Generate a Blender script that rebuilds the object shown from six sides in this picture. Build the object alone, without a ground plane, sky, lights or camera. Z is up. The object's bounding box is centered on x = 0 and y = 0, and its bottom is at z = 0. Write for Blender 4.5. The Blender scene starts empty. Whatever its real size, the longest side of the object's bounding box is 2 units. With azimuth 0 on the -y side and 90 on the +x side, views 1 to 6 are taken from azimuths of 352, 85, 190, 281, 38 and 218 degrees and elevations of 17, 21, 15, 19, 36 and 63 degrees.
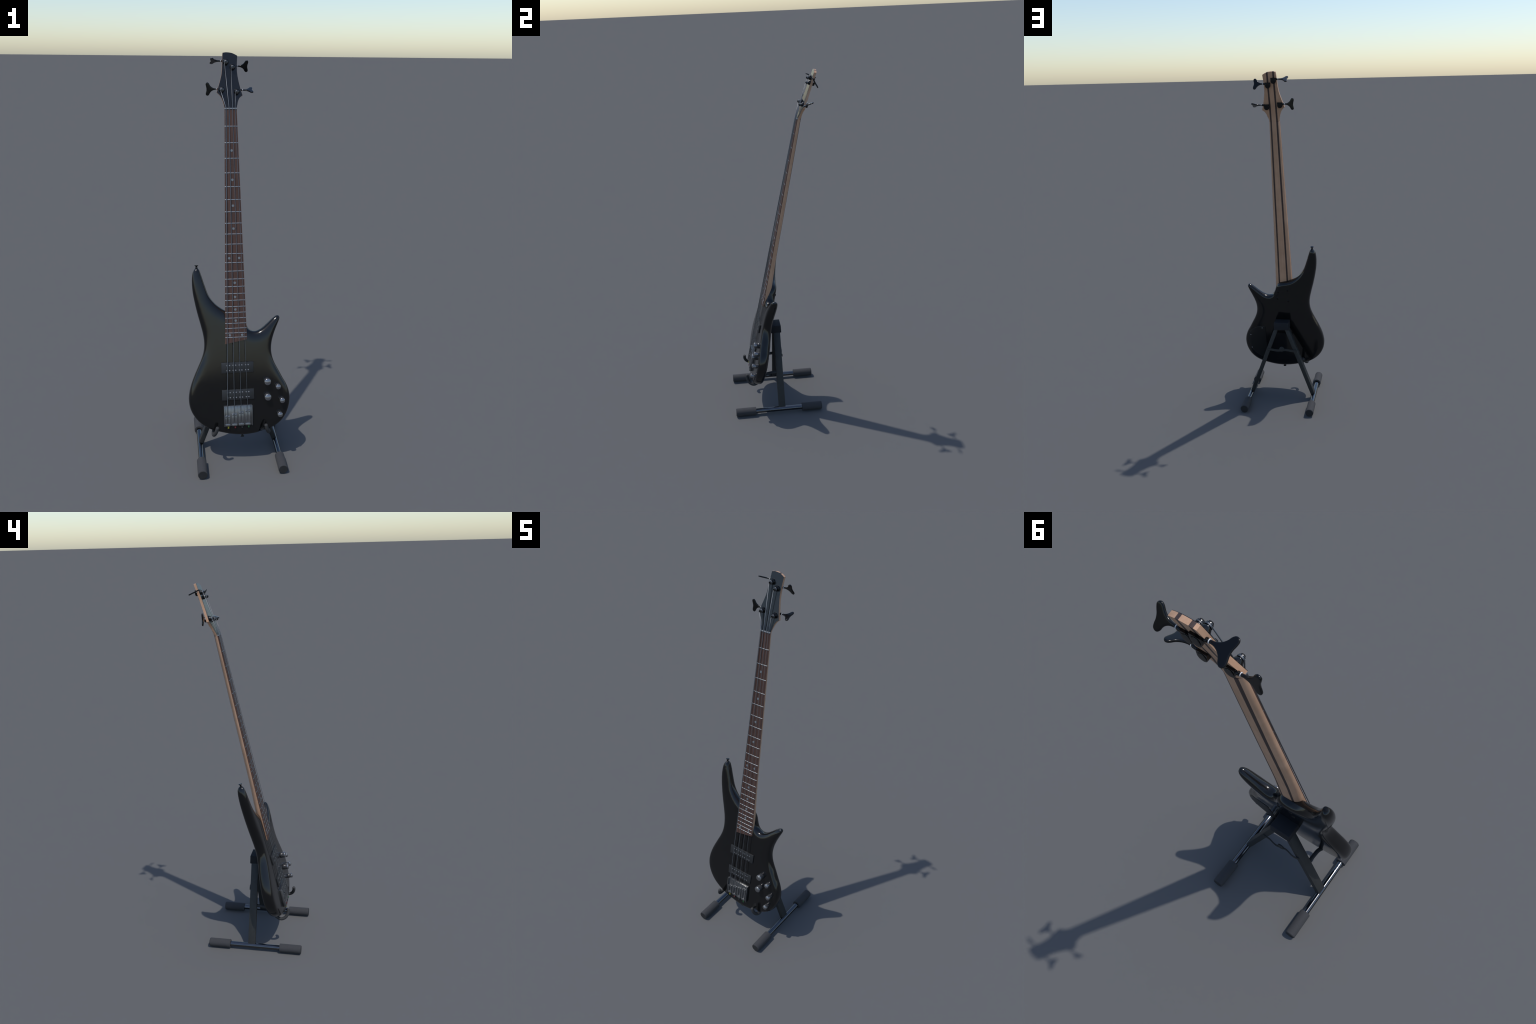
import bpy, bmesh, math
import numpy as np
from mathutils import Vector, Matrix
from mathutils.geometry import delaunay_2d_cdt

# =====================================================================
#  Electric bass guitar leaning on a low A-frame stand.
#  Guitar frame: w = across the neck, a = up the neck (0 at the nut),
#  n = out of the front face.  The whole frame leans back ~12 degrees.
# =====================================================================
NUT = np.array([-0.015, 0.1544, 1.7426])
AX = np.array([-0.0015, 0.2361, 1.0856]); AX /= np.linalg.norm(AX)
WX = np.array([1.0, 0, 0]); WX -= AX * (WX @ AX); WX /= np.linalg.norm(WX)
NX = np.cross(WX, AX)
BASE_A, BASE_N = -1.62, -0.04
base = NUT + AX * BASE_A + NX * BASE_N
OFF = Vector((0, -BASE_A, -BASE_N))
SCALE_LEN = 1.4813


def link(ob):
    bpy.context.scene.collection.objects.link(ob)
    return ob


# ---------------------------------------------------------------- materials
def new_mat(name):
    m = bpy.data.materials.new(name)
    m.use_nodes = True
    nt = m.node_tree
    return m, nt, nt.nodes['Principled BSDF']


def simple(name, col, rough=0.5, metal=0.0, coat=0.0, var=0.12, scale=60.0, bump=0.0, bscale=300.0, spec=None):
    m, nt, p = new_mat(name)
    p.inputs['Roughness'].default_value = rough
    p.inputs['Metallic'].default_value = metal
    p.inputs['Coat Weight'].default_value = coat
    if spec is not None:
        p.inputs['Specular IOR Level'].default_value = spec
    tc = nt.nodes.new('ShaderNodeTexCoord')
    nz = nt.nodes.new('ShaderNodeTexNoise')
    nz.inputs['Scale'].default_value = scale
    nz.inputs['Detail'].default_value = 4
    nt.links.new(tc.outputs['Object'], nz.inputs['Vector'])
    rp = nt.nodes.new('ShaderNodeValToRGB')
    e = rp.color_ramp.elements
    e[0].position, e[1].position = 0.3, 0.7
    e[0].color = (*[c * (1 - var) for c in col], 1)
    e[1].color = (*[min(1, c * (1 + var)) for c in col], 1)
    nt.links.new(nz.outputs['Fac'], rp.inputs['Fac'])
    nt.links.new(rp.outputs['Color'], p.inputs['Base Color'])
    if bump:
        n2 = nt.nodes.new('ShaderNodeTexNoise')
        n2.inputs['Scale'].default_value = bscale
        nt.links.new(tc.outputs['Object'], n2.inputs['Vector'])
        b = nt.nodes.new('ShaderNodeBump')
        b.inputs['Strength'].default_value = bump
        b.inputs['Distance'].default_value = 0.002
        nt.links.new(n2.outputs['Fac'], b.inputs['Height'])
        nt.links.new(b.outputs['Normal'], p.inputs['Normal'])
    return m


def maple():
    """Pale wood with grain along the neck and two dark walnut strips that spread with the taper."""
    m, nt, p = new_mat('maple_walnut')
    N, L = nt.nodes.new, nt.links.new
    tc = N('ShaderNodeTexCoord')
    mp = N('ShaderNodeMapping'); mp.inputs['Scale'].default_value = (140, 4, 140)
    L(tc.outputs['Object'], mp.inputs['Vector'])
    nz = N('ShaderNodeTexNoise'); nz.inputs['Scale'].default_value = 1.0; nz.inputs['Detail'].default_value = 5
    L(mp.outputs['Vector'], nz.inputs['Vector'])
    nb = N('ShaderNodeTexNoise'); nb.inputs['Scale'].default_value = 14; nb.inputs['Detail'].default_value = 3
    L(tc.outputs['Object'], nb.inputs['Vector'])
    mx = N('ShaderNodeMath'); mx.operation = 'ADD'
    L(nz.outputs['Fac'], mx.inputs[0]); L(nb.outputs['Fac'], mx.inputs[1])
    hf = N('ShaderNodeMath'); hf.operation = 'MULTIPLY'; hf.inputs[1].default_value = 0.5
    L(mx.outputs[0], hf.inputs[0])
    rp = N('ShaderNodeValToRGB')
    e = rp.color_ramp.elements
    e[0].position, e[1].position = 0.36, 0.64
    e[0].color = (0.47, 0.270, 0.162, 1)
    e[1].color = (0.58, 0.345, 0.218, 1)
    L(hf.outputs[0], rp.inputs['Fac'])
    rw = N('ShaderNodeValToRGB')
    e = rw.color_ramp.elements
    e[0].position, e[1].position = 0.36, 0.64
    e[0].color = (0.040, 0.024, 0.021, 1)
    e[1].color = (0.066, 0.040, 0.034, 1)
    L(hf.outputs[0], rw.inputs['Fac'])
    sx = N('ShaderNodeSeparateXYZ'); L(tc.outputs['Object'], sx.inputs[0])

    def math_(op, a, b):
        k = N('ShaderNodeMath'); k.operation = op
        for i, v in enumerate((a, b)):
            if v is None:
                continue
            if isinstance(v, (int, float)):
                k.inputs[i].default_value = v
            else:
                L(v, k.inputs[i])
        return k.outputs[0]
    ax = math_('ABSOLUTE', sx.outputs['X'], None)
    down = math_('MAXIMUM', math_('MULTIPLY', sx.outputs['Y'], -1.0), 0.0)
    centre = math_('ADD', math_('MULTIPLY', down, 0.0082), 0.0166)
    d = math_('ABSOLUTE', math_('SUBTRACT', ax, centre), None)
    mask = math_('LESS_THAN', d, 0.0047)
    mix = N('ShaderNodeMix'); mix.data_type = 'RGBA'
    L(mask, mix.inputs['Factor']); L(rp.outputs['Color'], mix.inputs['A']); L(rw.outputs['Color'], mix.inputs['B'])
    L(mix.outputs['Result'], p.inputs['Base Color'])
    p.inputs['Roughness'].default_value = 0.55
    return m


def grainy(name, c0, c1, scl=(160, 6, 160), rough=0.55):
    m, nt, p = new_mat(name)
    N, L = nt.nodes.new, nt.links.new
    tc = N('ShaderNodeTexCoord')
    mp = N('ShaderNodeMapping'); mp.inputs['Scale'].default_value = scl
    L(tc.outputs['Object'], mp.inputs['Vector'])
    nz = N('ShaderNodeTexNoise'); nz.inputs['Scale'].default_value = 1.0; nz.inputs['Detail'].default_value = 6
    L(mp.outputs['Vector'], nz.inputs['Vector'])
    rp = N('ShaderNodeValToRGB')
    e = rp.color_ramp.elements
    e[0].position, e[1].position = 0.35, 0.65
    e[0].color = (*c0, 1); e[1].color = (*c1, 1)
    L(nz.outputs['Fac'], rp.inputs['Fac']); L(rp.outputs['Color'], p.inputs['Base Color'])
    p.inputs['Roughness'].default_value = rough
    return m


M_BODY = simple('gloss_black_lacquer', (0.0055, 0.0055, 0.0058), 0.14, var=0.05)
M_FACE = simple('headstock_black', (0.006, 0.0063, 0.007), 0.2, var=0.05)
M_MAPLE = maple()
M_ROSE = grainy('rosewood', (0.052, 0.0255, 0.0185), (0.083, 0.040, 0.029), rough=0.7)
M_FRET = simple('fret_wire', (0.34, 0.35, 0.36), 0.36, 1.0, var=0.05)
M_NUT = simple('nut_material', (0.19, 0.205, 0.22), 0.35, var=0.05)
M_PEARL = simple('pearl_dot', (0.155, 0.175, 0.19), 0.25, var=0.22, scale=90)
M_STRING = simple('wound_steel', (0.19, 0.20, 0.215), 0.5, 1.0, var=0.05, scale=400)
M_PICKUP = simple('pickup_plastic', (0.017, 0.018, 0.0195), 0.5, var=0.1)
M_POLE = simple('pole_steel', (0.30, 0.30, 0.31), 0.35, 0.8, var=0.1)
M_CHROME = simple('satin_chrome', (0.24, 0.24, 0.25), 0.14, 0.8, var=0.05)
M_BRIDGE = simple('bridge_chrome', (0.23, 0.233, 0.24), 0.28, 0.85, var=0.1)
M_KEY = simple('black_hardware', (0.0025, 0.0026, 0.0030), 0.18, var=0.1, spec=0.38)
M_POST = simple('dark_chrome', (0.11, 0.11, 0.115), 0.25, 1.0, var=0.08)
M_WASHER = simple('white_washer', (0.72, 0.73, 0.74), 0.4, var=0.04)
M_COVER = simple('cover_plastic', (0.007, 0.0075, 0.008), 0.4, var=0.1, bump=0.05)
M_LEG = simple('stand_powder_coat', (0.023, 0.0245, 0.0245), 0.55, var=0.15, bump=0.05)
M_TUBE = simple('stand_black_chrome', (0.125, 0.13, 0.14), 0.12, 1.0, var=0.05)
M_FOAM = simple('foam_grip', (0.038, 0.038, 0.041), 0.9, var=0.12, scale=250, bump=0.06, bscale=700)
M_HOOK = simple('hook_foam', (0.030, 0.030, 0.031), 0.75, var=0.15, scale=250, bump=0.08, bscale=700)
M_CAP = simple('rubber_cap', (0.016, 0.0165, 0.018), 0.8, var=0.1)
M_BLOCK = simple('rubber_block', (0.017, 0.018, 0.022), 0.75, spec=0.3, var=0.1)
M_HOLE = simple('dark_hole', (0.004, 0.004, 0.004), 0.8, var=0.0)
M_BALLS = [simple('ball_' + n, c, 0.35, var=0.05) for n, c in
           (('yellow', (0.17, 0.16, 0.004)), ('red', (0.09, 0.010, 0.010)),
            ('black', (0.015, 0.015, 0.015)), ('green', (0.008, 0.065, 0.016)))]


# ---------------------------------------------------------------- mesh helpers
def mesh_from(name, verts, faces, mat, smooth=None):
    me = bpy.data.meshes.new(name)
    me.from_pydata([tuple(map(float, v)) for v in verts], [], faces)
    me.validate()
    bm = bmesh.new(); bm.from_mesh(me)
    bmesh.ops.recalc_face_normals(bm, faces=bm.faces)
    bm.to_mesh(me); bm.free()
    me.materials.append(mat)
    if smooth is not None:
        shade(me, smooth)
    return me


def shade(me, angle):
    me.polygons.foreach_set('use_smooth', [True] * len(me.polygons))
    if angle < 179:
        me.set_sharp_from_angle(angle=math.radians(angle))


def box_mesh(name, sx, sy, sz, mat, bevel=0.0, seg=2):
    bm = bmesh.new()
    bmesh.ops.create_cube(bm, size=1)
    bmesh.ops.scale(bm, vec=(sx, sy, sz), verts=bm.verts)
    if bevel:
        bmesh.ops.bevel(bm, geom=bm.edges[:], offset=bevel, segments=seg, profile=0.5, affect='EDGES')
    me = bpy.data.meshes.new(name); bm.to_mesh(me); bm.free()
    me.materials.append(mat); shade(me, 35)
    return me


def lathe(name, prof, mat, seg=32, angle=35):
    """prof: list of (radius, z); closed on the axis at both ends."""
    vs, fs = [], []
    for r, z in prof:
        for i in range(seg):
            t = 2 * math.pi * i / seg
            vs.append((r * math.cos(t), r * math.sin(t), z))
    for k in range(len(prof) - 1):
        for i in range(seg):
            j = (i + 1) % seg
            fs.append((k * seg + i, k * seg + j, (k + 1) * seg + j, (k + 1) * seg + i))
    for k, z in ((0, prof[0][1]), (len(prof) - 1, prof[-1][1])):
        vs.append((0, 0, z)); c = len(vs) - 1
        for i in range(seg):
            fs.append((k * seg + i, k * seg + (i + 1) % seg, c))
    return mesh_from(name, vs, fs, mat, angle)


def catmull(P, n=8, closed=False):
    P = np.asarray(P, float)
    m = len(P); out = []
    for i in range(m if closed else m - 1):
        if closed:
            p0, p1, p2, p3 = P[i - 1], P[i], P[(i + 1) % m], P[(i + 2) % m]
        else:
            p0, p1, p2, p3 = P[max(i - 1, 0)], P[i], P[i + 1], P[min(i + 2, m - 1)]
        # centripetal spacing
        t1 = np.linalg.norm(p1 - p0) ** .5 or 1e-6; t2 = np.linalg.norm(p2 - p1) ** .5 or 1e-6
        t3 = np.linalg.norm(p3 - p2) ** .5 or 1e-6
        m1 = (p1 - p0) / t1 - (p2 - p0) / (t1 + t2) + (p2 - p1) / t2 if t1 > 1e-5 else (p2 - p1) / t2
        m2 = (p2 - p1) / t2 - (p3 - p1) / (t2 + t3) + (p3 - p2) / t3 if t3 > 1e-5 else (p2 - p1) / t2
        m1, m2 = m1 * t2, m2 * t2
        for k in range(n):
            t = k / n
            out.append((2*t**3 - 3*t**2 + 1) * p1 + (t**3 - 2*t**2 + t) * m1 + (-2*t**3 + 3*t**2) * p2 + (t**3 - t**2) * m2)
    if not closed:
        out.append(P[-1])
    return np.array(out)


def resample(P, step):
    P = np.vstack([P, P[:1]])
    d = np.r_[0, np.cumsum(np.linalg.norm(np.diff(P, axis=0), axis=1))]
    n = int(d[-1] / step)
    s = np.linspace(0, d[-1], n, endpoint=False)
    return np.stack([np.interp(s, d, P[:, k]) for k in range(P.shape[1])], 1)


def tube(name, path, rad, mat, seg=12, cap=True, angle=50):
    P = np.asarray(path, float)
    R = np.full(len(P), rad) if np.isscalar(rad) else np.asarray(rad)
    T = np.gradient(P, axis=0); T /= np.linalg.norm(T, axis=1)[:, None]
    up = np.array([0, 0, 1.0]) if abs(T[0][2]) < .9 else np.array([1.0, 0, 0])
    vs, fs = [], []
    u = np.cross(T[0], up); u /= np.linalg.norm(u)
    for i in range(len(P)):
        u = u - T[i] * (u @ T[i]); u /= np.linalg.norm(u)
        v = np.cross(T[i], u)
        for k in range(seg):
            t = 2 * math.pi * k / seg
            vs.append(P[i] + R[i] * (math.cos(t) * u + math.sin(t) * v))
    for i in range(len(P) - 1):
        for k in range(seg):
            j = (k + 1) % seg
            fs.append((i*seg + k, i*seg + j, (i+1)*seg + j, (i+1)*seg + k))
    if cap:
        fs.append(tuple(range(seg))); fs.append(tuple((len(P)-1)*seg + k for k in range(seg)))
    return mesh_from(name, vs, fs, mat, angle)


def in_poly(pts, poly):
    x, y = pts[:, 0][:, None], pts[:, 1][:, None]
    x0, y0 = poly[:, 0], poly[:, 1]
    x1, y1 = np.roll(x0, -1), np.roll(y0, -1)
    c = ((y0 > y) != (y1 > y)) & (x < (x1 - x0) * (y - y0) / (y1 - y0 + 1e-15) + x0)
    return c.sum(1) % 2 == 1


def dist_poly(pts, poly):
    out = np.empty(len(pts))
    a = poly; b = np.roll(poly, -1, 0); ab = b - a; L2 = (ab ** 2).sum(1)
    for s in range(0, len(pts), 2000):
        p = pts[s:s+2000, None, :]
        t = np.clip(((p - a) * ab).sum(2) / L2, 0, 1)
        out[s:s+2000] = np.sqrt(((p - a - t[..., None] * ab) ** 2).sum(2)).min(1)
    return out


def plan_mesh(poly, rings, grid, extra=None, extra_clear=0.002):
    """Triangulate the inside of an outline; first len(poly) points are the outline itself."""
    nxt, prv = np.roll(poly, -1, 0), np.roll(poly, 1, 0)
    tan = nxt - prv; tan /= np.linalg.norm(tan, axis=1)[:, None]
    area = 0.5 * np.sum(poly[:, 0] * nxt[:, 1] - nxt[:, 0] * poly[:, 1])
    inw = np.stack([-tan[:, 1], tan[:, 0]], 1) * (1 if area > 0 else -1)
    pts = [poly]
    for i, d in enumerate(rings):
        q = poly + inw * d
        q = q[in_poly(q, poly)]
        q = q[dist_poly(q, poly) > d * 0.97 - 1e-5]
        # thin out ring points that crowd together on tight convex bends
        keep = []
        for p in q:
            if not keep or np.hypot(*(p - keep[-1])) > 0.0012:
                keep.append(p)
        pts.append(np.array(keep).reshape(-1, 2))
    lo, hi = poly.min(0), poly.max(0)
    gx = np.arange(lo[0], hi[0], grid); gy = np.arange(lo[1], hi[1], grid * .866)
    G = np.array([(x + (grid / 2 if j % 2 else 0), y) for j, y in enumerate(gy) for x in gx])
    if extra is not None:
        E_ = extra[in_poly(extra, poly)]
        E_ = E_[dist_poly(E_, poly) > extra_clear]
        pts.append(E_)
        lo2, hi2 = extra.min(0), extra.max(0)
        G = G[~((G > lo2) & (G < hi2)).all(1)]
    G = G[in_poly(G, poly)]
    G = G[dist_poly(G, poly) > (rings[-1] if rings else 0) + grid * .5]
    pts.append(G)
    pts = np.vstack([p for p in pts if len(p)])
    n = len(poly)
    r = delaunay_2d_cdt([Vector(p) for p in pts], [(i, (i + 1) % n) for i in range(n)], [], 1, 1e-7)
    V = np.array([tuple(v) for v in r[0]]); F = [tuple(f) for f in r[2]]
    # outline vertices in output order
    orig = r[3]
    b = {}
    for i, o in enumerate(orig):
        for k in o:
            if k < n:
                b[k] = i
    border = [b[k] for k in range(n)]
    return V, F, border


def screened(V, F, border, L):
    """Solve L^2 lap(u) - u = -1 with u = 0 on the outline: a smooth 0..1 inset field."""
    F = np.array(F)
    n = len(V); ii, jj, ww = [], [], []
    mass = np.zeros(n)
    A2 = np.abs(np.cross(V[F[:, 1]] - V[F[:, 0]], V[F[:, 2]] - V[F[:, 0]])) + 1e-14
    for k in range(3):
        np.add.at(mass, F[:, k], A2 / 6)
        i, j, o = F[:, k], F[:, (k + 1) % 3], F[:, (k + 2) % 3]
        e1, e2 = V[i] - V[o], V[j] - V[o]
        w = np.clip(0.5 * (e1 * e2).sum(1) / A2, 0.0, 20)
        ii += [i, j]; jj += [j, i]; ww += [w, w]
    ii, jj, ww = map(np.concatenate, (ii, jj, ww))
    deg = np.bincount(ii, ww, n)
    free = np.ones(n); free[border] = 0
    diag = L * L * deg + mass

    def mul(x):
        return free * (diag * x - L * L * np.bincount(ii, ww * x[jj], n))
    bvec = free * mass
    x = np.zeros(n); r = bvec - mul(x); pc = free / diag; z = pc * r; p = z.copy(); rz = r @ z
    for _ in range(900):
        q = mul(p); al = rz / (p @ q); x += al * p; r -= al * q
        if np.abs(r).max() < 1e-12:
            break
        z = pc * r; rn = r @ z; p = z + rn / rz * p; rz = rn
    return np.clip(x, 0, 1)


# ---------------------------------------------------------------- scene roots
guitar = bpy.data.objects.new('bass_guitar', None)
guitar.matrix_world = Matrix(((WX[0], AX[0], NX[0], base[0]), (WX[1], AX[1], NX[1], base[1]),
                              (WX[2], AX[2], NX[2], base[2]), (0, 0, 0, 1)))
guitar.empty_display_size = 0.1
guitar['label'] = 'glossy black four-string electric bass with maple neck'
guitar['category'] = 'bass guitar'
link(guitar)
stand = bpy.data.objects.new('guitar_stand', None)
stand['label'] = 'low black folding A-frame stand with foam feet'
stand['category'] = 'guitar stand'
link(stand)


def part(name, me, parent=None, loc=(0, 0, 0), rot=None, scale=None):
    """Guitar part whose mesh is given in (w, a, n), or placed at loc in (w, a, n)."""
    ob = link(bpy.data.objects.new(name, me))
    ob.parent = parent or guitar
    M = Matrix.Translation(Vector(loc) + (OFF if parent is None else Vector((0, 0, 0))))
    if rot is not None:
        M = M @ rot.to_4x4()
    if scale is not None:
        M = M @ Matrix.Diagonal((*scale, 1))
    ob.matrix_local = M
    return ob


def child(name, me, parent, loc=(0, 0, 0), rot=None):
    return part(name, me, parent, loc, rot)


# ---------------------------------------------------------------- body
OUT = [(-0.184, -0.764), (-0.194, -0.770), (-0.203, -0.787), (-0.2085, -0.828), (-0.2065, -0.880), (-0.198, -0.935),
       (-0.186, -0.992), (-0.172, -1.048), (-0.161, -1.098), (-0.157, -1.138), (-0.160, -1.178), (-0.170, -1.213),
       (-0.189, -1.257), (-0.209, -1.301), (-0.227, -1.347), (-0.2375, -1.387), (-0.241, -1.424), (-0.236, -1.462),
       (-0.222, -1.497), (-0.200, -1.529), (-0.170, -1.556), (-0.130, -1.579), (-0.077, -1.596), (-0.030, -1.607),
       (0.022, -1.613), (0.070, -1.611), (0.120, -1.602), (0.168, -1.587), (0.206, -1.566), (0.238, -1.534),
       (0.260, -1.488), (0.268, -1.441), (0.264, -1.402), (0.252, -1.367), (0.233, -1.332), (0.216, -1.298),
       (0.196, -1.259), (0.183, -1.223), (0.178, -1.189), (0.1815, -1.147), (0.1925, -1.108), (0.2085, -1.068),
       (0.2215, -1.038), (0.2240, -1.026), (0.2195, -1.0175), (0.2090, -1.0165), (0.190, -1.028), (0.158, -1.056),
       (0.130, -1.078), (0.104, -1.0895), (0.081, -1.087), (0.065, -1.075), (0.055, -1.054), (0.047, -1.030),
       (0.036, -1.010), (0.018, -0.997), (-0.006, -0.990), (-0.030, -0.985), (-0.050, -0.979), (-0.070, -0.967),
       (-0.0975, -0.944), (-0.1265, -0.905), (-0.148, -0.846), (-0.163, -0.797), (-0.1735, -0.770)]
poly = resample(catmull(OUT, 10, closed=True), 0.0035)
# scooped jack recess on the lower front edge
JA = np.array([0.1325, -1.536]); JB = np.array([0.1245, -1.606])
jd = (JB - JA) / np.linalg.norm(JB - JA); jn = np.array([-jd[1], jd[0]])
jx = np.array([JA + jd * s + jn * q for s in np.arange(-0.006, 0.07, 0.0016) for q in np.arange(-0.026, 0.0261, 0.0016)])
V2, F2, border = plan_mesh(poly, [0.0005, 0.0018, 0.0038, 0.0065, 0.010, 0.0145, 0.020, 0.026], 0.006, jx, 0.0015)
uF = screened(V2, F2, border, 0.0145)
uB = screened(V2, F2, border, 0.018)
uH = screened(V2, F2, border, 0.017)
uW = screened(V2, F2, border, 0.030)


def gauss(x, c, s):
    return np.exp(-((x - c) / s) ** 2)


w, a = V2[:, 0], V2[:, 1]
mid = -0.0370 + 0.004 * np.clip((-1.50 - a) / 0.1, 0, 1)
rnd = lambda u, p=2.0: (1 - (1 - u) ** p) ** (1 / p)
front_top = -0.0024 - 0.002 * (1 - uW) - 0.0095 * (1 - np.exp(-(np.clip(a + 1.34, 0, None) / 0.28) ** 1.6))
back_top = -0.0705 + 0.005 * (1 - uW) + (0.010 * (w < 0) * gauss(a, -1.19, 0.085) + (w >= 0) * (0.0135 * gauss(a, -1.20, 0.085) + 0.004 * gauss(a, -1.36, 0.09))) * (1 - 0.8 * uW) * np.clip(np.abs(w) / 0.05, 0, 1)
back_top = back_top + 0.0045 * gauss(a, -1.47, 0.13) * np.clip(w / 0.10, 0, 1)
# the heel behind the neck is shallower than the full body
back_top = back_top - 0.006 * gauss(a, -0.985, 0.06) * gauss(w, 0, 0.07)
hornw = np.clip((a + 1.16) / 0.09, 0, 1); hornw = hornw * hornw * (3 - 2 * hornw)
# broad bevels along the two cutaway edges
CUT = [catmull([(-0.163, -0.797), (-0.148, -0.846), (-0.1265, -0.905), (-0.0975, -0.944), (-0.070, -0.967), (-0.045, -0.980)], 6),
       catmull([(0.060, -1.066), (0.081, -1.087), (0.104, -1.0895), (0.130, -1.078), (0.158, -1.056), (0.190, -1.028), (0.2195, -1.0175)], 6)]
for cl, Lb, Bd in ((CUT[0], 0.055, 0.0045), (CUT[1], 0.055, 0.0055)):
    dc = np.sqrt(((V2[:, None, :] - cl[None]) ** 2).sum(2)).min(1)
    front_top = front_top - Bd * np.clip(1 - dc / Lb, 0, 1) ** 2
nf = mid + (front_top - mid) * ((1 - hornw) * rnd(uF, 2.2) + hornw * rnd(uH, 2.0))
nb = mid + (back_top - mid) * rnd(uB, 2.2)
rel = V2 - JA
sj = rel @ jd; qj = rel @ jn
hw = np.clip(0.020 * np.sqrt(np.clip(sj / 0.045, 0, 2)), 1e-5, 0.024)
cut = np.clip(sj, 0, None) * 0.55 * np.clip(1 - (qj / hw) ** 2, 0, 1)
inner = np.clip(dist_poly(V2, poly) / 0.010, 0, 1)
nf = np.maximum(nf - cut * inner, np.minimum(nf, mid + 0.004))
nv = len(V2)
isb = np.zeros(nv, bool); isb[border] = True
remap = np.arange(nv) + nv
cnt = nv
for i in range(nv):
    if isb[i]:
        remap[i] = i
    else:
        remap[i] = cnt; cnt += 1
vb = [None] * cnt
for i in range(nv):
    vb[i] = (w[i], a[i], nf[i] if not isb[i] else mid[i])
    if not isb[i]:
        vb[remap[i]] = (w[i], a[i], nb[i])
fb = [tuple(f) for f in F2] + [tuple(int(remap[i]) for i in reversed(f)) for f in F2]
body = part('body', mesh_from('body', vb, fb, M_BODY, 180))

strap_me = lathe('strap_button', [(0.0075, -0.004), (0.0075, 0.0), (0.0052, 0.002), (0.0045, 0.007), (0.0055, 0.011),
                                  (0.0095, 0.0135), (0.0098, 0.0150), (0.0088, 0.0162), (0.004, 0.0168)], M_KEY, 28)
part('strap_button', strap_me, None, (-0.184, -0.766, -0.037), Matrix.Rotation(math.radians(-90), 3, 'X') @ Matrix.Identity(3))
part('strap_button', strap_me, None, (0.0235, -1.612, -0.037), Matrix.Rotation(math.radians(90), 3, 'X'))

# control cover on the back: D-shaped plate with screws
COV = [(0.1285, -1.309), (0.150, -1.3075), (0.172, -1.310), (0.200, -1.324), (0.226, -1.346), (0.240, -1.373), (0.2445, -1.408),
       (0.240, -1.447), (0.228, -1.478), (0.210, -1.504), (0.188, -1.525), (0.160, -1.542), (0.134, -1.550), (0.1295, -1.546),
       (0.1292, -1.500), (0.1285, -1.430), (0.1275, -1.350)]
cp = resample(catmull(COV, 8, True), 0.004)
CV, CF, CB = plan_mesh(cp, [0.0012, 0.003], 0.008)
from mathutils.bvhtree import BVHTree
bvh = BVHTree.FromPolygons([Vector(v) for v in vb], fb)


def back_n(x, y):
    h = bvh.ray_cast(Vector((x, y, -0.3)), Vector((0, 0, 1)))
    return h[0].z if h[0] else -0.07


def front_n(x, y):
    h = bvh.ray_cast(Vector((x, y, 0.3)), Vector((0, 0, -1)))
    return h[0].z if h[0] else -0.013


cb = np.array([back_n(*p) for p in CV])
outer = cb - 0.0018
for i in CB:
    outer[i] = cb[i] - 0.0010
n0 = len(CV)
vs = [(p[0], p[1], z) for p, z in zip(CV, outer)] + [(p[0], p[1], z + 0.004) for p, z in zip(CV, cb)]
fs = list(CF) + [tuple(i + n0 for i in reversed(f)) for f in CF]
m = len(CB)
for k in range(m):
    i, j = CB[k], CB[(k + 1) % m]
    fs.append((i, j, j + n0, i + n0))
cover = part('control_cover', mesh_from('control_cover', vs, fs, M_COVER, 40))
screw_me = lathe('cover_screw', [(0.0038, -0.002), (0.0038, 0.0006), (0.0026, 0.0016), (0.0008, 0.0018)], M_CHROME, 20)
flip = Matrix.Rotation(math.pi, 3, 'X')
for x, y in ((0.149, -1.3206), (0.2275, -1.3777), (0.2255, -1.4753), (0.137, -1.541)):
    child('cover_screw', screw_me, cover, (x, y, back_n(x, y) - 0.0016), flip)
bolt_me = lathe('neck_bolt', [(0.0072, -0.002), (0.0072, 0.0008), (0.0060, 0.0018), (0.0035, 0.0020), (0.003, 0.0008), (0.001, 0.0008)], M_KEY, 24)
for x, y in ((0.0307, -1.0495), (-0.0286, -1.0359), (0.0376, -1.0981), (-0.0286, -1.1124)):
    part('neck_bolt', bolt_me, None, (x, y, back_n(x, y)), flip)


# ---------------------------------------------------------------- neck
def hwid(t):
    return 0.0292 + 0.0250 * (-t) / 1.13


BACK = [(0.0, -0.0262), (-0.05, -0.0268), (-0.2, -0.0286), (-0.45, -0.0315), (-0.7, -0.0336), (-0.79, -0.0346),
        (-0.85, -0.0360), (-0.90, -0.0374), (-0.95, -0.0388), (-1.0, -0.0400), (-1.16, -0.0405)]
ba = np.array([p[0] for p in BACK])[::-1]; bn = np.array([p[1] for p in BACK])[::-1]
neck_back = lambda t: np.interp(t, ba, bn)
NT = -0.0046      # underside of the fretboard


def end_a(x):      # slanted end of the board
    return -1.1330 + 0.186 * x


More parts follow.
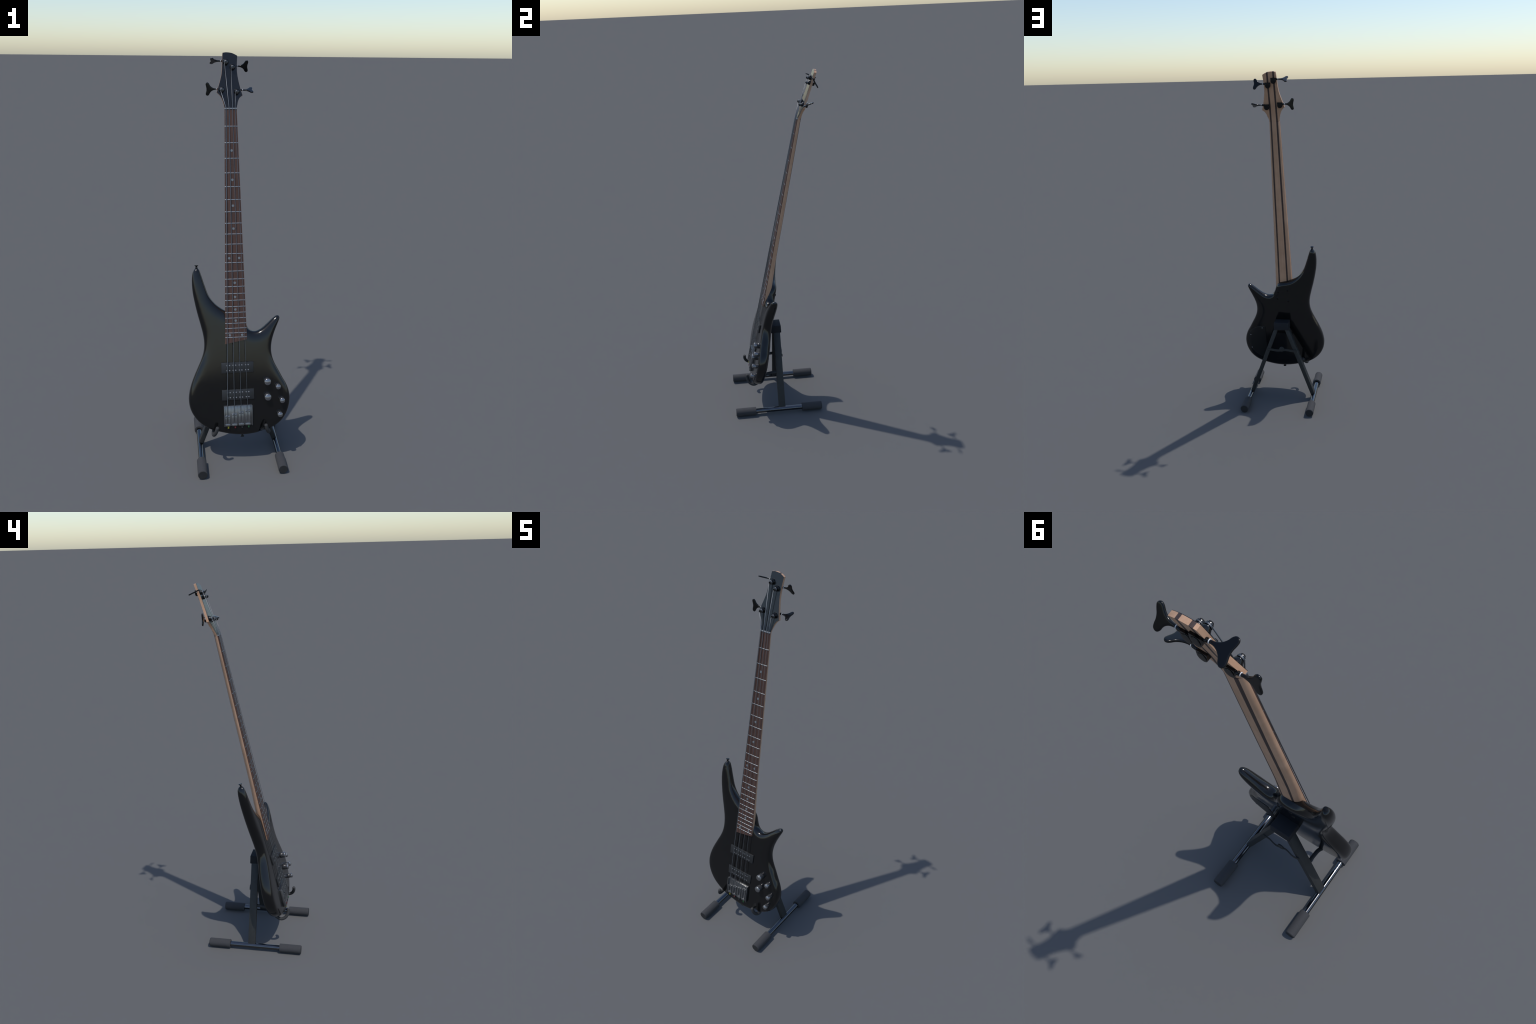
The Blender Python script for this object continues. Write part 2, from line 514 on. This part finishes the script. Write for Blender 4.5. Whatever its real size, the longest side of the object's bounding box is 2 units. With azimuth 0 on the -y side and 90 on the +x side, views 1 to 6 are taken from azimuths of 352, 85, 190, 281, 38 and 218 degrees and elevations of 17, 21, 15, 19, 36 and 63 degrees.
vs, fs = [], []
rows = np.r_[np.linspace(0.0, -0.80, 34), np.linspace(-0.82, -1.0, 14), np.linspace(-1.02, -1.14, 8)]
SEG = 30
for r_i, t in enumerate(rows):
    h = hwid(t) * 0.997; nbk = neck_back(t); dep = nbk - NT
    p = 2.35 + 0.9 * np.clip((-t - 0.85) / 0.2, 0, 1)
    for k in range(SEG + 1):
        th = math.pi * k / SEG
        x = -h * np.sign(math.cos(th)) * abs(math.cos(th)) ** (2 / p)
        z = NT + dep * abs(math.sin(th)) ** (2 / p)
        y = t if r_i < len(rows) - 1 else end_a(x)
        if r_i >= len(rows) - 3 and r_i < len(rows) - 1:
            y = t + 0.186 * x * (r_i - len(rows) + 4) / 4
        vs.append((x, y, z))
S1 = SEG + 1
for i in range(len(rows) - 1):
    for k in range(SEG):
        fs.append((i*S1 + k, i*S1 + k + 1, (i+1)*S1 + k + 1, (i+1)*S1 + k))
    fs.append((i*S1 + SEG, i*S1, (i+1)*S1, (i+1)*S1 + SEG))
fs.append(tuple(range(S1))); fs.append(tuple((len(rows)-1)*S1 + k for k in range(S1)))
neck = part('neck', mesh_from('neck', vs, fs, M_MAPLE, 50))

# headstock: flared slab, angled back
HEAD = [(-0.0292, -0.001), (-0.0296, 0.006), (-0.0325, 0.0248), (-0.0398, 0.0486), (-0.0502, 0.067), (-0.0634, 0.0799)]
HEAD2 = [(-0.0634, 0.0799), (-0.0564, 0.1019), (-0.0461, 0.135), (-0.0385, 0.1644), (-0.035, 0.1902), (-0.0329, 0.2197),
         (-0.0308, 0.2528), (-0.0287, 0.2712)]
HEAD3 = [(-0.0287, 0.2712), (-0.0127, 0.2735), (0.0065, 0.2722), (0.0175, 0.2700)]
HEAD4 = [(0.0175, 0.2700), (0.0303, 0.2640), (0.0419, 0.2572)]
HEAD5 = [(0.0419, 0.2572), (0.0401, 0.2349), (0.0381, 0.1979), (0.0391, 0.1647), (0.0443, 0.1315), (0.0523, 0.0946), (0.0605, 0.0651)]
HEAD6 = [(0.0605, 0.0651), (0.0473, 0.0548), (0.0386, 0.0393), (0.0330, 0.0173), (0.0300, 0.005), (0.0292, -0.001)]
hp = np.vstack([catmull(s, 6)[:-1] for s in (HEAD, HEAD2, HEAD3, HEAD4, HEAD5, HEAD6)] + [np.array([[0.0292, -0.001]])])
hp = np.vstack([hp, [[0.010, -0.001], [-0.010, -0.001]]])
fa = [-0.01, 0.0, 0.012, 0.033, 0.07, 0.145, 0.25, 0.28]
fn = [-0.0046, -0.0046, -0.0075, -0.0122, -0.0176, -0.0288, -0.0432, -0.0472]
ga = [-0.01, 0.0, 0.035, 0.07, 0.10, 0.145, 0.25, 0.28]
gn = [-0.0262, -0.0262, -0.0278, -0.0305, -0.0345, -0.0415, -0.0555, -0.0595]
head_front = lambda t: np.interp(t, fa, fn)
head_back = lambda t: np.interp(t, ga, gn)
HV, HF, HB = plan_mesh(hp, [0.002], 0.007)
zf = head_front(HV[:, 1])
zb = head_back(HV[:, 1])
# round the back near the nut like the neck does
s = np.clip(1 - HV[:, 1] / 0.055, 0, 1)
lx = np.clip(np.abs(HV[:, 0]) / np.interp(HV[:, 1], [0, 0.025, 0.049, 0.07], [0.0292, 0.0325, 0.04, 0.055]), 0, 1)
prof = (1 - lx ** 2.35) ** (1 / 2.35)
zb = zf - 0.0004 + (zb - zf + 0.0004) * (prof * s + (1 - s))


def slab(name, V, F, B, top, bot, mat, angle=35):
    n0 = len(V)
    vs = [(p[0], p[1], z) for p, z in zip(V, top)] + [(p[0], p[1], z) for p, z in zip(V, bot)]
    fs = [tuple(f) for f in F] + [tuple(i + n0 for i in reversed(f)) for f in F]
    for k in range(len(B)):
        i, j = B[k], B[(k + 1) % len(B)]
        fs.append((i, j, j + n0, i + n0))
    return mesh_from(name, vs, fs, mat, angle)


head = part('headstock', slab('headstock', HV, HF, HB, zf, zb, M_MAPLE))
# black face veneer, a hair smaller than the wood
inset = np.roll(hp, -1, 0) - np.roll(hp, 1, 0)
inset /= np.linalg.norm(inset, axis=1)[:, None]
area = np.sum(hp[:, 0] * np.roll(hp[:, 1], -1) - np.roll(hp[:, 0], -1) * hp[:, 1])
fp = hp + np.stack([-inset[:, 1], inset[:, 0]], 1) * 0.0003 * np.sign(area)
fp[:, 1] = np.maximum(fp[:, 1], 0.0035)
keep = [0]
for i in range(1, len(fp)):
    if np.hypot(*(fp[i] - fp[keep[-1]])) > 0.0006:
        keep.append(i)
fp = fp[keep]
PV, PF, PB = plan_mesh(fp, [], 0.007)
pz = head_front(PV[:, 1])
child('headstock_face', slab('headstock_face', PV, PF, PB, pz + 0.0011, pz - 0.002, M_FACE), head)

# ---------------------------------------------------------------- fretboard
vs, fs = [], []
rows = np.linspace(-0.0015, -1.12, 40)
CR = 10
FT, ARC = -0.0008, 0.0010
for i, t in enumerate(rows):
    h = hwid(t)
    for k in range(CR + 1):
        x = -h + 2 * h * k / CR
        y = t if i < len(rows) - 1 else end_a(x)
        vs.append((x, y, FT - ARC * (x / h) ** 2))
    y0 = t if i < len(rows) - 1 else end_a(h)
    y1 = t if i < len(rows) - 1 else end_a(-h)
    vs.append((h, y0, NT - 0.0002)); vs.append((-h, y1, NT - 0.0002))
S1 = CR + 3
for i in range(len(rows) - 1):
    for k in range(S1):
        j = (k + 1) % S1
        fs.append((i*S1 + k, i*S1 + j, (i+1)*S1 + j, (i+1)*S1 + k))
fs.append(tuple(range(S1))); fs.append(tuple((len(rows)-1)*S1 + k for k in range(S1)))
board = part('fretboard', mesh_from('fretboard', vs, fs, M_ROSE, 30))

fret_a = lambda k: -SCALE_LEN * (1 - 2 ** (-k / 12))
# one fret shape, arched like the board; scaled across per fret
vs, fs = [], []
NX_, PR = 12, 7
for i in range(NX_ + 1):
    x = -1 + 2 * i / NX_
    e = 1.0 if 0 < i < NX_ else 0.55
    for k in range(PR):
        t = math.pi * k / (PR - 1)
        vs.append((x, 0.0024 * math.cos(t), -ARC * x * x + 0.0013 * e * math.sin(t) - 0.0002))
    vs.append((x, 0, -ARC * x * x - 0.001))
for i in range(NX_):
    for k in range(PR + 1):
        j = (k + 1) % (PR + 1)
        fs.append((i*(PR+1) + k, i*(PR+1) + j, (i+1)*(PR+1) + j, (i+1)*(PR+1) + k))
fs.append(tuple(range(PR + 1))); fs.append(tuple(NX_*(PR+1) + k for k in range(PR + 1)))
fret_me = mesh_from('fret', vs, fs, M_FRET, 60)
for k in range(1, 25):
    t = fret_a(k)
    part('fret', fret_me, None, (0, t, FT), None, (hwid(t) * 0.985, 1, 1))

dot_me = lathe('inlay_dot', [(0.0062, -0.001), (0.0062, 0.0004), (0.0058, 0.0006), (0.002, 0.0006)], M_PEARL, 28)
for k in (3, 5, 7, 9, 12, 15, 17, 19, 21, 24):
    t = (fret_a(k) + fret_a(k - 1)) / 2
    for x in ((0.0,) if k % 12 else (-0.0245, 0.0245) if k == 12 else (-0.0305, 0.0305)):
        part('inlay_dot', dot_me, None, (x, t, FT - ARC * (x / hwid(t)) ** 2))
side_me = lathe('side_dot', [(0.0016, -0.0006), (0.0016, 0.0003), (0.0006, 0.0004)], M_PEARL, 14)
for k in (3, 5, 7, 9, 12, 15, 17, 19, 21, 24):
    t = (fret_a(k) + fret_a(k - 1)) / 2
    part('side_dot', side_me, None, (-hwid(t) + 0.0001, t, -0.0032), Matrix.Rotation(-math.pi / 2, 3, 'Y'))
part('nut', box_mesh('nut', 0.0585, 0.0062, 0.0080, M_NUT, 0.0012), None, (0, 0.0005, -0.0022))

# ---------------------------------------------------------------- pickups
for yc in (-1.2622, -1.3995):
    fz = front_n(0, yc)
    top = 0.0020
    pk = part('pickup', box_mesh('pickup', 0.1600, 0.0530, top - fz + 0.004, M_PICKUP, 0.0016),
              None, (0.0030, yc, (top + fz - 0.004) / 2))
    pole_me = bpy.data.meshes.get('pole_piece') or lathe('pole_piece', [(0.0034, -0.002), (0.0034, 0.0004), (0.0025, 0.0010), (0.0008, 0.0011)], M_POLE, 16)
    zc = (top - fz + 0.004) / 2
    for sx in (-0.0425, -0.0120, 0.0186, 0.0505):
        for dx in (-0.0064, 0.0064):
            for dy in (0.0114, -0.0142):
                child('pole_piece', pole_me, pk, (sx + dx - 0.0030, dy, zc))

# ---------------------------------------------------------------- bridge
BX, BW = 0.0012, 0.1420
B0, B1 = -1.4535, -1.5570
fz = front_n(0, -1.5)
bl = B0 - B1
bridge = part('bridge', box_mesh('bridge', BW, bl, 0.0045, M_BRIDGE, 0.001), None, (BX, (B0 + B1) / 2, fz + 0.002))
zb0 = -(fz + 0.002)
wall = box_mesh('bridge_wall', 0.0042, bl, 0.0230, M_BRIDGE, 0.0016)
for sgn in (-1, 1):
    child('bridge_wall', wall, bridge, (sgn * (BW / 2 - 0.0021), 0, zb0 + 0.001))
rail = box_mesh('bridge_rail', 0.0034, bl * 0.97, 0.0135, M_BRIDGE, 0.0010)
SX = (-0.0527, -0.0183, 0.0156, 0.0485)
for x in (-0.0353, -0.0008, 0.0322):
    child('bridge_rail', rail, bridge, (x - BX, 0, zb0 - 0.002))
child('bridge_lip', box_mesh('bridge_lip', BW * 0.985, 0.0035, 0.0200, M_BRIDGE, 0.0012), bridge, (0, bl / 2 - 0.0018, zb0 - 0.0015))
sad_y = (-1.5056, -1.4968, -1.4886, -1.4816)
horn = box_mesh('saddle_ridge', 0.0078, 0.0075, 0.0055, M_BRIDGE, 0.0016)
endb = box_mesh('string_anchor', 0.0260, 0.0125, 0.0150, M_BRIDGE, 0.0018)
scr = lathe('saddle_screw', [(0.0016, -0.003), (0.0016, 0.0035), (0.0010, 0.0038)], M_POST, 14)
ball = lathe('string_ball', [(0.0012, -0.0045), (0.0042, -0.0045), (0.0048, -0.003), (0.0036, 0), (0.0048, 0.003), (0.0042, 0.0045), (0.0012, 0.0045)], M_BALLS[0], 20)
for i, (x, y) in enumerate(zip(SX, sad_y)):
    yb = y - (B0 + B1) / 2
    sl = (y + 0.004) - (B1 + 0.0115)
    yc_ = ((y + 0.004) + (B1 + 0.0115)) / 2 - (B0 + B1) / 2
    child('saddle', box_mesh('saddle', 0.0262, sl, 0.0105, M_BRIDGE, 0.0012), bridge, (x - BX, yc_, zb0 - 0.0012))
    for dx in (-0.0085, 0.0085):
        child('saddle_rail', box_mesh('saddle_rail', 0.0062, sl * 0.96, 0.0060, M_BRIDGE, 0.0012), bridge, (x - BX + dx, yc_, zb0 + 0.0050))
    for dx in (-0.0066, 0.0066):
        child('saddle_ridge', horn, bridge, (x - BX + dx, yb - 0.003, zb0 + 0.0080))
        child('saddle_screw', scr, bridge, (x - BX + dx, yb - 0.003, zb0 + 0.0090))
    child('string_anchor', endb, bridge, (x - BX, B1 + 0.0062 - (B0 + B1) / 2, zb0 + 0.0002))
    bm_ = ball.copy(); bm_.materials.clear(); bm_.materials.append(M_BALLS[i])
    part('string_ball', bm_, None, (x + 0.004, B1 - 0.0070, fz + 0.0060), Matrix.Rotation(math.pi / 2, 3, 'X'))

# ---------------------------------------------------------------- knobs


def knob(name, r, h):
    c = 0.0042
    prof = [(r * 0.62, -0.012), (r * 0.62, 0.0), (r * 0.96, 0.0), (r, 0.001)]
    prof += [(r - c + c * math.cos(t), h - c + c * math.sin(t)) for t in np.linspace(0, math.pi / 2, 6)]
    prof += [(q, h + 0.0028 * (1 - (q / (r - c)) ** 2)) for q in ((r - c) * 0.85, (r - c) * 0.65, (r - c) * 0.4, (r - c) * 0.15)]
    return lathe(name, prof, M_CHROME, 40, 60)


big, small = knob('control_knob', 0.0170, 0.0300), knob('control_knob_small', 0.0132, 0.0305)
setscrew = lathe('set_screw', [(0.0019, -0.001), (0.0019, 0.0002), (0.0005, 0.0001)], M_HOLE, 12)
for x, y, zt, me, r, az in ((0.150, -1.338, 0.0268, big, 0.0168, 20), (0.2034, -1.3666, 0.0240, small, 0.0130, 5),
                            (0.1503, -1.416, 0.0268, big, 0.0168, 175), (0.2225, -1.4372, 0.0255, small, 0.0130, 60),
                            (0.2107, -1.5094, 0.0225, small, 0.0130, 250)):
    kb = part('control_knob', me, None, (x, y, zt - 0.0308))
    R = Matrix.Rotation(math.radians(az), 3, 'Z') @ Matrix.Rotation(math.pi / 2, 3, 'Y')
    child('set_screw', setscrew, kb, R @ Vector((0, 0, r)) + Vector((0, 0, 0.012)), R)
    st = lathe('knob_shaft', [(r * 0.62, 0), (r * 0.62, 0.02)], M_KEY, 24)
    child('knob_shaft', st, kb, (0, 0, -0.0205))

# ---------------------------------------------------------------- tuners
POSTS = [  # post w, a ; side ; shaft a, n ; lobe end |w| ; blade direction (da, dn) towards its upper lobe
    (-0.0150, 0.2255, -1, 0.2330, -0.0510, 0.0828, (0.0115, 0.0535)),
    (0.0165, 0.2010, 1, 0.2095, -0.0518, 0.0864, (0.0426, 0.0365)),
    (-0.0395, 0.0915, -1, 0.0979, -0.0362, 0.1072, (0.0541, 0.0120)),
    (0.0330, 0.0818, 1, 0.0930, -0.0335, 0.1055, (0.0268, -0.0441))]
slope = math.atan((0.0432 - 0.0172) / (0.25 - 0.07))
TILT = Matrix.Rotation(slope, 3, 'X')      # tilts +n towards +a: normal of the angled face
bush_me = lathe('tuner_bushing', [(0.0142, -0.004), (0.0142, 0.0020), (0.0134, 0.0034), (0.0120, 0.0040), (0.0112, 0.0072), (0.0100, 0.0092), (0.006, 0.0096)], M_KEY, 32)
post_me = lathe('tuner_post', [(0.0066, 0.0), (0.0066, 0.0085), (0.0086, 0.0095), (0.0086, 0.0110), (0.0070, 0.0120), (0.0070, 0.0132),
                               (0.0082, 0.0140), (0.0082, 0.0154), (0.0066, 0.0164), (0.004, 0.0166)], M_POST, 28)
core_me = lathe('post_core', [(0.0054, 0.010), (0.0056, 0.0188), (0.0050, 0.0194), (0.0036, 0.0194), (0.0034, 0.0150), (0.001, 0.0150)], M_HOLE, 20)
# clover key outline in (u out from the shaft, v across)
KEY = [(0.000, 0.0034), (0.010, 0.0046), (0.020, 0.0092), (0.028, 0.0170), (0.033, 0.0260), (0.0385, 0.0308), (0.0450, 0.0302),
       (0.0490, 0.0250), (0.0482, 0.0150), (0.0462, 0.0070), (0.0455, 0.0)]
ko = catmull(KEY, 6)
ko = np.vstack([ko, (ko[:-1] * [1, -1])[::-1]])
ko = resample(ko, 0.0016)
KV, KF, KB = plan_mesh(ko, [0.0005, 0.0014, 0.0028], 0.0034)
ku = screened(KV, KF, KB, 0.0016)
kz = 0.0009 + 0.0023 * rnd(ku, 2.0)
key_me = slab('tuning_key', KV, KF, KB, kz, -kz, M_KEY, 60)
ring_me = lathe('key_washer', [(0.0046, -0.0009), (0.0050, -0.0005), (0.0050, 0.0005), (0.0046, 0.0009)], M_WASHER, 24)
# gear housing: square top, round bottom
ho = [(-0.0140, 0.0150), (0.0140, 0.0150)] + [(0.0140 * math.cos(t), -0.0005 + 0.0145 * math.sin(t)) for t in np.linspace(0, -math.pi, 18)]
ho = np.array(ho)
GV, GF, GB = plan_mesh(ho, [], 0.006)
house_me = slab('tuner_housing', GV, GF, GB, np.full(len(GV), 0.001), np.full(len(GV), -0.0105), M_KEY, 35)
plate_me = lathe('gear_cover', [(0.0120, -0.0090), (0.0120, -0.0112), (0.0110, -0.0120), (0.004, -0.0122)], M_KEY, 28)
for (px, py, sd, sa, sn, lobe, dv) in POSTS:
    t = part('tuner', bush_me, None, (px, py, head_front(py) + 0.001), TILT)
    child('tuner_post', post_me, t, (0, 0, 0.0035))
    child('post_core', core_me, t, (0, 0, 0.0038))
    hs = part('tuner_housing', house_me, None, (px, py, head_back(py)), TILT)
    child('gear_cover', plate_me, hs)
    k0 = lobe - 0.0415           # where the blade starts
    sh = tube('tuner_shaft', [(px + sd * 0.006, sa, sn - 0.002), (sd * (k0 + 0.004), sa, sn)], 0.0036, M_KEY, 16)
    part('tuner_shaft', sh)
    part('tuner_shaft', tube('tuner_shaft', [(px + sd * 0.010, sa, sn - 0.0019), (sd * (k0 - 0.006), sa, sn - 0.0005)], 0.0052, M_KEY, 16))
    part('key_washer', ring_me, None, (sd * (k0 - 0.0015), sa, sn), Matrix.Rotation(math.pi / 2, 3, 'Y'))
    v = Vector((0, dv[0], dv[1])).normalized()
    u = Vector((sd, 0, 0)); z = u.cross(v)
    R = Matrix((u, v, z)).transposed()
    part('tuning_key', key_me, None, (sd * k0, sa, sn), R)

# ---------------------------------------------------------------- strings
NUTW = (-0.0224, -0.0078, 0.0085, 0.0214)
RAD = (0.0019, 0.0016, 0.0012, 0.00095)
order = (2, 0, 1, 3)       # tuner for E A D G
for i in range(4):
    px, py, sd = POSTS[order[i]][:3]
    side = -1 if i < 2 else -1
    zt = head_front(py) + 0.0035 + 0.0126
    tgt = (px - 0.0078, py - 0.001, zt)
    ns = 0.0029
    P = [(SX[i] + 0.0, B1 + 0.006, 0.0015), (SX[i], sad_y[i] - 0.012, 0.0080), (SX[i], sad_y[i] - 0.004, 0.0118),
         (SX[i], sad_y[i] + 0.002, 0.0116), (NUTW[i], -0.002, ns), (NUTW[i], 0.004, ns - 0.0006), tgt]
    Q = []
    for p, q in zip(P[:-1], P[1:]):
        p, q = np.array(p), np.array(q); L_ = np.linalg.norm(q - p); e_ = min(0.0015, L_ / 4) / L_
        Q += [p * (1 - e_) + q * e_, p * e_ + q * (1 - e_)]
    part('string', tube('string', Q, RAD[i], M_STRING, 10, angle=180))
    # windings round the post
    th = np.linspace(math.pi, math.pi + 2.2 * 2 * math.pi, 60)
    Wd = np.stack([0.0080 * np.cos(th), 0.0080 * np.sin(th), 0.0166 - 0.0040 * (th - th[0]) / (th[-1] - th[0])], 1)
    part('string_winding', tube('string_winding', Wd, RAD[i] * 0.9, M_STRING, 8, angle=180), None,
         (px, py, head_front(py) + 0.001), TILT)

# =====================================================================
#  Stand (world coordinates)
# =====================================================================


def sp(name, me, loc=(0, 0, 0), rot=None, parent=None):
    ob = link(bpy.data.objects.new(name, me))
    ob.parent = parent or stand
    M = Matrix.Translation(loc)
    if rot is not None:
        M = M @ rot.to_4x4()
    ob.matrix_local = M
    return ob


FX, FZ, FR = 0.1995, 0.0238, 0.0238
Y0, Y1 = -0.2870, 0.2380
foam_me = lathe('foam_foot', [(0.0152, 0.0), (FR - 0.0015, 0.0), (FR, 0.0015), (FR, 0.118), (FR - 0.0020, 0.120), (0.004, 0.1204)], M_FOAM, 40)
cap_me = lathe('foot_cap', [(FR - 0.0022, 0.118), (FR - 0.0022, 0.1208), (FR - 0.0030, 0.1214), (0.004, 0.1214)], M_CAP, 40)
tube_me = lathe('foot_tube', [(0.0143, 0.0), (0.0143, 0.40)], M_TUBE, 40)
toY = Matrix.Rotation(math.pi / 2, 3, 'X')       # +z -> -y
toYb = Matrix.Rotation(-math.pi / 2, 3, 'X')     # +z -> +y
for sx in (-1, 1):
    x = 0.0015 + sx * FX
    ft = sp('foot_tube', tube_me, (x, 0.175, FZ), toY)
    for f_ in (sp('foam_foot', foam_me, (x, Y0 + 0.1214, FZ), toY), sp('foam_foot', foam_me, (x, Y1 - 0.1214, FZ), toYb)):
        sp('foot_cap', cap_me, parent=f_)
    # leg: square bar from the head block down into the tube
    p0 = Vector((sx * 0.0270, -0.0055, 0.480)); p1 = Vector((0.001 + sx * 0.1945, -0.0055, 0.030))
    d = p0 - p1
    me = box_mesh('leg', 0.0238, 0.0405, d.length, M_LEG, 0.0014)
    R = Matrix.Rotation(math.atan2(d.x, d.z), 3, 'Y')
    sp('leg', me, (p0 + p1) / 2, R)
    # padded hook arm
    H = [(-0.1175, -0.012, 0.236), (-0.1175, -0.060, 0.232), (-0.1190, -0.092, 0.225), (-0.1250, -0.117, 0.206), (-0.1335, -0.139, 0.184),
         (-0.1385, -0.167, 0.1745), (-0.1345, -0.190, 0.184), (-0.1260, -0.2035, 0.207), (-0.1185, -0.2055, 0.2350)]
    H = np.array(H); H[:, 0] *= -sx
    H[:, 0] += 0.0015 + (0.002 if sx > 0 else 0)
    path = catmull(H, 8)
    r = np.full(len(path), 0.0090)
    r[-1] = 0.0065; r[-2] = 0.0087
    sp('hook_arm', tube('hook_arm', path, r, M_HOOK, 20, angle=60))

# head block that the guitar's back leans on
bm = bmesh.new()
bmesh.ops.create_cube(bm, size=1)
for v in bm.verts:
    v.co = Vector((v.co.x * (0.0895 if v.co.z > 0 else 0.093), (0.0205 if v.co.z > 0 else 0.0225) if v.co.y > 0 else (-0.0455 if v.co.z > 0 else -0.052), 0.5085 if v.co.z > 0 else 0.4615))
bmesh.ops.bevel(bm, geom=bm.edges[:], offset=0.0028, segments=3, profile=0.5, affect='EDGES')
me = bpy.data.meshes.new('head_block'); bm.to_mesh(me); bm.free()
me.materials.append(M_BLOCK); shade(me, 35)
sp('head_block', me)

# folding brace between the legs
xs = np.linspace(-0.0900, 0.0900, 41)
vs, fs = [], []
for x in xs:
    s_ = abs(x) / 0.09
    yy = 0.0170 + 0.0035 * math.sin(x / 0.09 * 2 * math.pi) * (1 - s_ ** 6)
    zz = 0.3265 - 0.0015 * math.sin(x / 0.09 * math.pi * 1.5)
    h = 0.0070 + 0.001 * (s_ > 0.9)
    for dy, dz in ((0, -h), (0, h), (0.0030, h), (0.0030, -h)):
        vs.append((x, yy + dy, zz + dz))
for i in range(len(xs) - 1):
    for k in range(4):
        j = (k + 1) % 4
        fs.append((i*4 + k, i*4 + j, (i+1)*4 + j, (i+1)*4 + k))
fs.append((0, 1, 2, 3)); fs.append(tuple(len(xs)*4 - 4 + k for k in range(4)))
brace = sp('brace', mesh_from('brace', vs, fs, M_LEG, 40))
disc = lathe('brace_hub', [(0.0155, -0.003), (0.0155, 0.0022), (0.0140, 0.0034), (0.0060, 0.0036), (0.0055, 0.0050), (0.002, 0.0054)], M_LEG, 36)
sp('brace_hub', disc, (-0.0005, 0.0180, 0.3328), toYb, brace)
rivet = lathe('brace_rivet', [(0.0055, -0.006), (0.0055, 0.0005), (0.0035, 0.0012), (0.001, 0.0014)], M_LEG, 20)
for sx in (-1, 1):
    sp('brace_rivet', rivet, (sx * 0.0845, 0.0190, 0.3262), toYb, brace)
